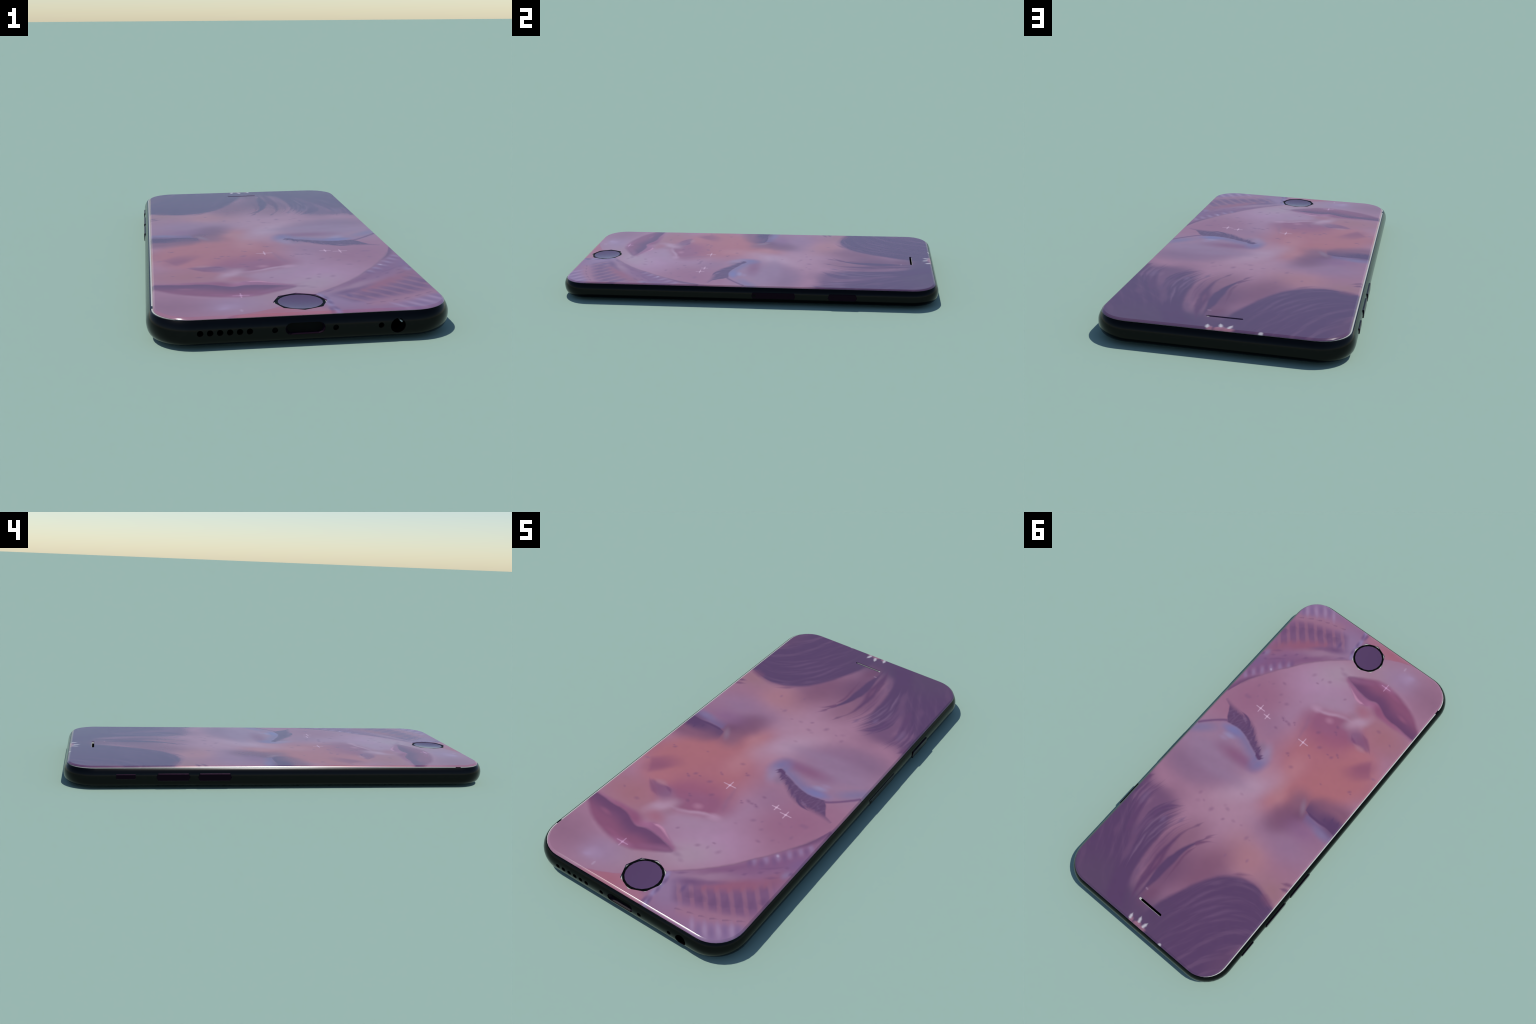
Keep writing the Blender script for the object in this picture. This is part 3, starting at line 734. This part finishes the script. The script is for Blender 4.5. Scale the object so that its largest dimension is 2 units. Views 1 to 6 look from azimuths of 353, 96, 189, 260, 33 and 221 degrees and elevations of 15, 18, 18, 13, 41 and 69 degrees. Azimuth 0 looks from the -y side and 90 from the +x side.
def paint_marks(p):
    S = shade
    white, pink = S(192, 186, 204), S(156, 110, 136)
    # little crown at the top rim
    p.blob((0.033, 0.980), 0.026, 0.016, 45, pink, 0.9, 0.3, hand=False)
    p.blob((-0.001, 0.974), 0.032, 0.017, -10, pink, 0.95, 0.3, hand=False)
    p.blob((-0.033, 0.978), 0.034, 0.016, -30, pink, 0.95, 0.3, hand=False)
    for a, b in (((0.047, 0.939), (0.041, 0.980)), ((0.004, 0.925), (-0.008, 0.968)), ((-0.047, 0.931), (-0.034, 0.975))):
        p.stroke([b, ((a[0] + b[0]) / 2, (a[1] + b[1]) / 2), a], 0.012, white, 0.95, 0.006, (0.15, 0.45), hand=False)
    p.blob((-0.155, 0.980), 0.013, 0.011, 0, white, 0.9, 0.3, hand=False)
    p.stroke([(0.087, 0.813), (0.075, 0.815), (0.061, 0.817)], 0.007, S(150, 120, 150), 0.7, 0.005, (0.3, 0.3), hand=False)
    p.stroke([(-0.191, -0.951), (-0.192, -0.931), (-0.192, -0.917)], 0.008, S(172, 146, 176), 0.7, 0.005, (0.3, 0.3), hand=False)
    glint = S(212, 176, 208)
    p.sparkle((-0.032, -0.263), 0.038, glint)
    p.sparkle((0.262, -0.274), 0.034, glint)
    p.sparkle((0.206, -0.259), 0.027, glint)
    p.sparkle((-0.178, -0.783), 0.034, S(196, 150, 192))

def face_over_knitwear(p, face):
    """The knitwear shows below the jaw line, the face above it."""
    jaw = [(0.467, -0.221), (0.447, -0.292), (0.427, -0.344), (0.403, -0.391), (0.379, -0.433), (0.348, -0.484), (0.306, -0.542), (0.262, -0.605), (0.222, -0.655),
           (0.165, -0.714), (0.103, -0.769), (0.059, -0.805), (-0.073, -0.913), (-0.111, -0.937), (-0.153, -0.956), (-0.223, -0.978)]
    p.side(list(reversed(jaw)), face, 0.004)
    p.stroke([(0.447, -0.292), (0.403, -0.391), (0.348, -0.484), (0.262, -0.605), (0.165, -0.714), (0.059, -0.805)], 0.008, shade(130, 96, 124), 0.55, 0.006, (0.05, 0.05))

def portrait(zone):
    p = Painter("painted_portrait_glass", shade(156, 114, 143), zone)
    for name, paint in (("skin", paint_skin), ("near_eye", paint_near_eye), ("far_eye", paint_far_eye), ("nose", paint_nose),
                        ("lips", paint_lips), ("freckles", paint_freckles), ("far_hair", paint_far_hair), ("near_hair", paint_near_hair)):
        p.layer(name, paint)
    face, p.colour = p.colour, p.flat(shade(138, 98, 134))
    p.layer("knitwear", paint_knitwear)
    face_over_knitwear(p, face)
    p.layer("marks", paint_marks)
    return p.finish(0.17)

# ------------------------------------------------------------------ geometry
phone = bpy.data.objects.new("smartphone", None)
bpy.context.collection.objects.link(phone)
phone["label"] = "slim black smartphone with a painted portrait wallpaper"
phone["category"] = "smartphone"

RIM_TILT = math.radians(41.0)                      # the upper edge is a shallow arc up to the rim

def body_ring(inset, z):
    return [(x, y, z) for x, y in rounded_rect(BODY_HX - inset, BODY_HY - inset, BODY_R - inset, 10, 12)]

def build_shell():
    rings = []
    for t in (90, 80, 68, 55, 42, 30, 18, 8):             # lower edge, from the flat back outwards
        a = math.radians(t)
        rings.append(body_ring(EDGE_X * (1 - math.cos(a) ** 0.72), Z_MID - (Z_MID - Z_BACK) * math.sin(a)))
    arc = (Z_RIM - Z_MID) / math.sin(RIM_TILT)
    for k in range(8):
        a = RIM_TILT * k / 7
        rings.append(body_ring(arc * (1 - math.cos(a)), Z_MID + arc * math.sin(a)))
    ob = new_mesh("shell", loft(rings), [MAT_SHELL, MAT_BLACK], phone, 0)
    cuts = []
    def cut(outline, y0=-1.05, y1=-0.90):
        cuts.append(new_mesh("cutter", y_solid(outline, y0, y1), [MAT_BLACK], None, 0))
    for k in range(6):                                    # loudspeaker grille
        cut(ring_outline(-0.3252 + 0.0302 * k, 0.0566, 0.0100, 12))
    for x in (-0.0972, 0.0916):                           # screws
        cut(ring_outline(x, 0.0564, 0.0094, 12), y1=-0.985)
    cut(ring_outline(0.2343, 0.0564, 0.0092, 12))         # microphone
    cut(ring_outline(0.2880, 0.0522, 0.0240, 20), y1=-0.80)
    cut(slot_outline(-0.0030, 0.0578, 0.0625, 0.0190, 3))
    cuts.append(new_mesh("cutter", prism(slot_outline(SLOT[0] - 0.0060, SLOT[1], 0.0660, 0.0075), 0.046, 0.120), [MAT_BLACK], None, 0))
    carve(ob, cuts)
    me = ob.data
    for f in me.polygons:                                 # inner walls of the holes are black
        if f.center.y < -0.79 and abs(f.center.x) < 0.34 and abs(f.normal.y) < 0.55 and 0.02 < f.center.z < 0.085:
            f.material_index = 1
        if abs(f.center.x - SLOT[0]) < 0.080 and abs(f.center.y - SLOT[1]) < 0.0085 and f.center.z < Z_RIM - 0.001 and f.center.z > 0.02:
            f.material_index = 1
        if f.center.y > -0.99 and f.center.y < -0.79 and abs(f.center.x) < 0.34 and f.normal.y < -0.9:
            f.material_index = 1
    me.shade_smooth()
    me.set_sharp_from_angle(angle=math.radians(32))
    return ob

def build_panel():
    ol = rounded_rect(0.4671, 0.9800, 0.121, 10, 2, -0.0018)
    ob = new_mesh("display_panel", prism(ol, Z_RIM - 0.002, Z_GLASS0 - 0.0003), [MAT_WHITE], phone, 0)
    carve(ob, [new_mesh("cutter", prism(slot_outline(SLOT[0] - 0.0060, SLOT[1], 0.0660, 0.0075), 0.08, 0.11), [MAT_WHITE], None, 0)])
    return ob

ZONE_X, ZONE_Y = (-0.6, -0.13, 0.15, 0.6), (-1.1, -0.72, -0.46, -0.20, 0.06, 0.32, 0.62, 1.1)

def build_glass():
    """Cover glass with a faceted rim.  The picture's brushes are shared out over zones of the
    face so that each spot only evaluates the strokes that reach it."""
    rings = []
    steps = ((0.0, Z_GLASS0), (0.0003, Z_GLASS0 + 0.0012), (0.0030, Z_GLASS0 + 0.0036), (0.0078, Z_GLASS0 + 0.0063), (0.0104, Z_GLASS1))
    for ins, z in steps:
        rings.append([(x, y, z) for x, y in rounded_rect(GLASS_HX - 0.74 * ins, GLASS_HY - ins, GLASS_R - 0.87 * ins, 10, 4, GLASS_CX)])
    bm = loft(rings)
    for axis, cuts in ((0, ZONE_X), (1, ZONE_Y)):
        for c in cuts[1:-1]:
            at, no = [0, 0, 0], [0, 0, 0]
            at[axis], no[axis] = c, 1
            bmesh.ops.bisect_plane(bm, geom=bm.verts[:] + bm.edges[:] + bm.faces[:], plane_co=at, plane_no=no, dist=1e-6)
    mats, nx = [], len(ZONE_X) - 1
    for y0, y1 in zip(ZONE_Y, ZONE_Y[1:]):
        for x0, x1 in zip(ZONE_X, ZONE_X[1:]):
            mats.append(portrait((x0, x1, y0, y1)))
    for f in bm.faces:
        c = f.calc_center_median()
        f.material_index = sum(c.y > v for v in ZONE_Y[1:-1]) * nx + sum(c.x > v for v in ZONE_X[1:-1])
    ob = new_mesh("cover_glass", bm, mats + [MAT_WALL], phone, 0)
    cuts = [new_mesh("cutter", prism(ring_outline(HOME[0], HOME[1], 0.0880, 8), 0.08, 0.12), [MAT_WALL], None, 0),
            new_mesh("cutter", prism(slot_outline(SLOT[0], SLOT[1], 0.0705, 0.0062), 0.08, 0.12), [MAT_WALL], None, 0)]
    carve(ob, cuts)
    me = ob.data
    for f in me.polygons:
        near_home = math.hypot(f.center.x - HOME[0], f.center.y - HOME[1]) < 0.09
        near_slot = abs(f.center.x - SLOT[0]) < 0.075 and abs(f.center.y - SLOT[1]) < 0.008
        if abs(f.normal.z) < 0.2 and (near_home or near_slot):
            f.material_index = len(mats)
    me.shade_smooth()
    me.set_sharp_from_angle(angle=math.radians(12))
    return ob

def build_home_button():
    cx, cy = HOME
    def circle(r, z, n=20):
        return [(x, y, z) for x, y in ring_outline(cx, cy, r, n)]
    ring = new_mesh("home_button", loft([circle(0.0811, Z_GLASS0 - 0.001, 40), circle(0.0811, 0.1012, 40), circle(0.0700, 0.1012, 40), circle(0.0690, 0.0960, 40)], True, False),
                    [MAT_RING], phone)
    bm = bmesh.new()                                       # dished cap
    rows = []
    for k in range(9):
        r = 0.0722 * (1 - k / 9)
        rows.append([bm.verts.new(q) for q in circle(r, 0.1016 - 0.0028 * (1 - (r / 0.0722) ** 2), 20)])
    for a, b in zip(rows, rows[1:]):
        for i in range(20):
            j = (i + 1) % 20
            bm.faces.new((a[i], a[j], b[j], b[i]))
    bm.faces.new(rows[-1])
    skirt = [bm.verts.new(q) for q in circle(0.0722, 0.0962, 20)]
    for i in range(20):
        j = (i + 1) % 20
        bm.faces.new((skirt[i], skirt[j], rows[0][j], rows[0][i]))
    new_mesh("button_cap", bm, [MAT_HOME], ring)
    # pale carrier that peeps out in the corners of the eight-sided opening
    new_mesh("button_carrier", prism(ring_outline(cx, cy, 0.0900, 24), Z_GLASS0 - 0.0002, 0.0983), [MAT_WHITE], ring, 0)

def key(name, side, y0, y1, z0, z1, out, point=0.009, mat=None):
    """Side key: long hexagonal plate with a chamfered face, pushed into the shell."""
    zc, ch = 0.5 * (z0 + z1), 0.0022
    def ring(x, c):
        return [(side * x, y0 + c, zc), (side * x, y0 + point, z0 + c), (side * x, y1 - point, z0 + c),
                (side * x, y1 - c, zc), (side * x, y1 - point, z1 - c), (side * x, y0 + point, z1 - c)]
    bm = loft([ring(0.470, 0), ring(out - ch, 0), ring(out, ch)])
    bmesh.ops.recalc_face_normals(bm, faces=bm.faces)
    return new_mesh(name, bm, [mat or MAT_KEY], phone, 0)

def build_sockets():
    # charging socket: chamfered plum lip round a dark throat
    def ring(hx, hz, y, seg=2):
        return [(x, y, z) for x, z in slot_outline(-0.0030, 0.0578, hx, hz, seg)]
    bm = loft([ring(0.0640, 0.0204, -0.985), ring(0.0640, 0.0204, -0.9950), ring(0.0620, 0.0186, -0.9950), ring(0.0535, 0.0120, -0.976), ring(0.0535, 0.0120, -0.960)], cap_low=False, cap_high=False)
    bmesh.ops.recalc_face_normals(bm, faces=bm.faces)
    lip = new_mesh("charging_socket", bm, [plain("plum_socket_lip", (0.0060, 0.0020, 0.0068, 1), 0.5, 0.10, 0.3)], phone, 0)
    floor = loft([ring(0.0570, 0.0150, -0.984), ring(0.0545, 0.0130, -0.958)])
    bmesh.ops.recalc_face_normals(floor, faces=floor.faces)
    new_mesh("socket_floor", floor, [MAT_BLACK], lip, 0)
    # headphone jack: thin rim and a spring contact inside
    def circ(r, y):
        return [(x, y, z) for x, z in ring_outline(0.2880, 0.0522, r, 20)]
    bm = loft([circ(0.0246, -0.985), circ(0.0246, -0.9945), circ(0.0236, -0.9945), circ(0.0225, -0.985)], False, False)
    bmesh.ops.recalc_face_normals(bm, faces=bm.faces)
    jack = new_mesh("headphone_jack", bm, [MAT_KEY], phone, 20)
    bm = loft([[(x, y, z) for x, z in ((0.3000, 0.0650), (0.3075, 0.0595), (0.3045, 0.0560), (0.2975, 0.0620))] for y in (-0.9800, -0.9550)])
    bmesh.ops.recalc_face_normals(bm, faces=bm.faces)
    new_mesh("spring_contact", bm, [MAT_STEEL], jack, 0)

def build_back():
    """Guessed camera lens, flash and microphone on the unseen underside; the lens rim is what the phone rests on."""
    def disc(name, cx, cy, steps, mat, parent):
        bm = loft([[(x, y, z) for x, y in ring_outline(cx, cy, r, 32)] for r, z in steps])
        bmesh.ops.recalc_face_normals(bm, faces=bm.faces)
        return new_mesh(name, bm, [mat], parent)
    lens = disc("camera_lens", 0.352, 0.885, ((0.062, 0.0120), (0.062, 0.0020), (0.059, 0.0), (0.050, 0.0), (0.048, 0.0020)), MAT_KEY, phone)
    disc("lens_glass", 0.352, 0.885, ((0.0475, 0.0060), (0.0475, 0.0022)), MAT_RING, lens)
    disc("flash", 0.205, 0.885, ((0.030, 0.0120), (0.030, 0.0094)), MAT_WHITE, phone)
    disc("rear_microphone", 0.268, 0.885, ((0.008, 0.0120), (0.008, 0.0096)), MAT_BLACK, phone)

build_shell()
build_panel()
build_glass()
build_home_button()
key("volume_button", -1, 0.436, 0.590, 0.0390, 0.0734, KEY_OUT)
key("volume_button", -1, 0.2476, 0.4025, 0.0385, 0.0732, KEY_OUT)
key("mute_switch", -1, 0.680, 0.768, 0.0480, 0.0708, 0.4905, 0.002)
key("power_button", 1, 0.4291, 0.580, 0.0380, 0.0738, KEY_OUT)
tray = key("card_tray", 1, 0.0324, 0.2653, 0.0385, 0.0730, 0.4874)
build_sockets()
build_back()

# plug standing for the tray's pin hole, earpiece floor plate, tab over the pale rim
bm = loft([[(x, 0.050 + y, 0.0556 + z) for y, z in ring_outline(0, 0, 0.0075, 12)] for x in (0.4800, 0.48775)])
bmesh.ops.recalc_face_normals(bm, faces=bm.faces)
new_mesh("pin_hole_plug", bm, [MAT_BLACK], tray, 0)  # solid black plug on the tray; no hole is cut
frame = new_mesh("earpiece", prism(rounded_rect(0.0780, 0.0100, 0.004, 4, 1, SLOT[0], SLOT[1]), Z_GLASS0 - 0.0002, 0.0994), [MAT_WHITE], phone, 0)
carve(frame, [new_mesh("cutter", prism(slot_outline(SLOT[0] - 0.0050, SLOT[1] - 0.0008, 0.0670, 0.0057), 0.08, 0.11), [MAT_WHITE], None, 0)])
new_mesh("earpiece_floor", prism(slot_outline(SLOT[0] - 0.0060, SLOT[1], 0.0640, 0.0060), 0.0465, 0.0490), [MAT_BLACK], frame, 0)  # plain black plate added as the floor of the slot
bm = prism(rounded_rect(0.0032, 0.0125, 0.001, 1, 1, -0.4678, -0.8420), Z_RIM - 0.003, Z_GLASS0 + 0.0002)
new_mesh("antenna_tab", bm, [MAT_SHELL], phone, 0)  # dark tab laid over the pale strip to interrupt it
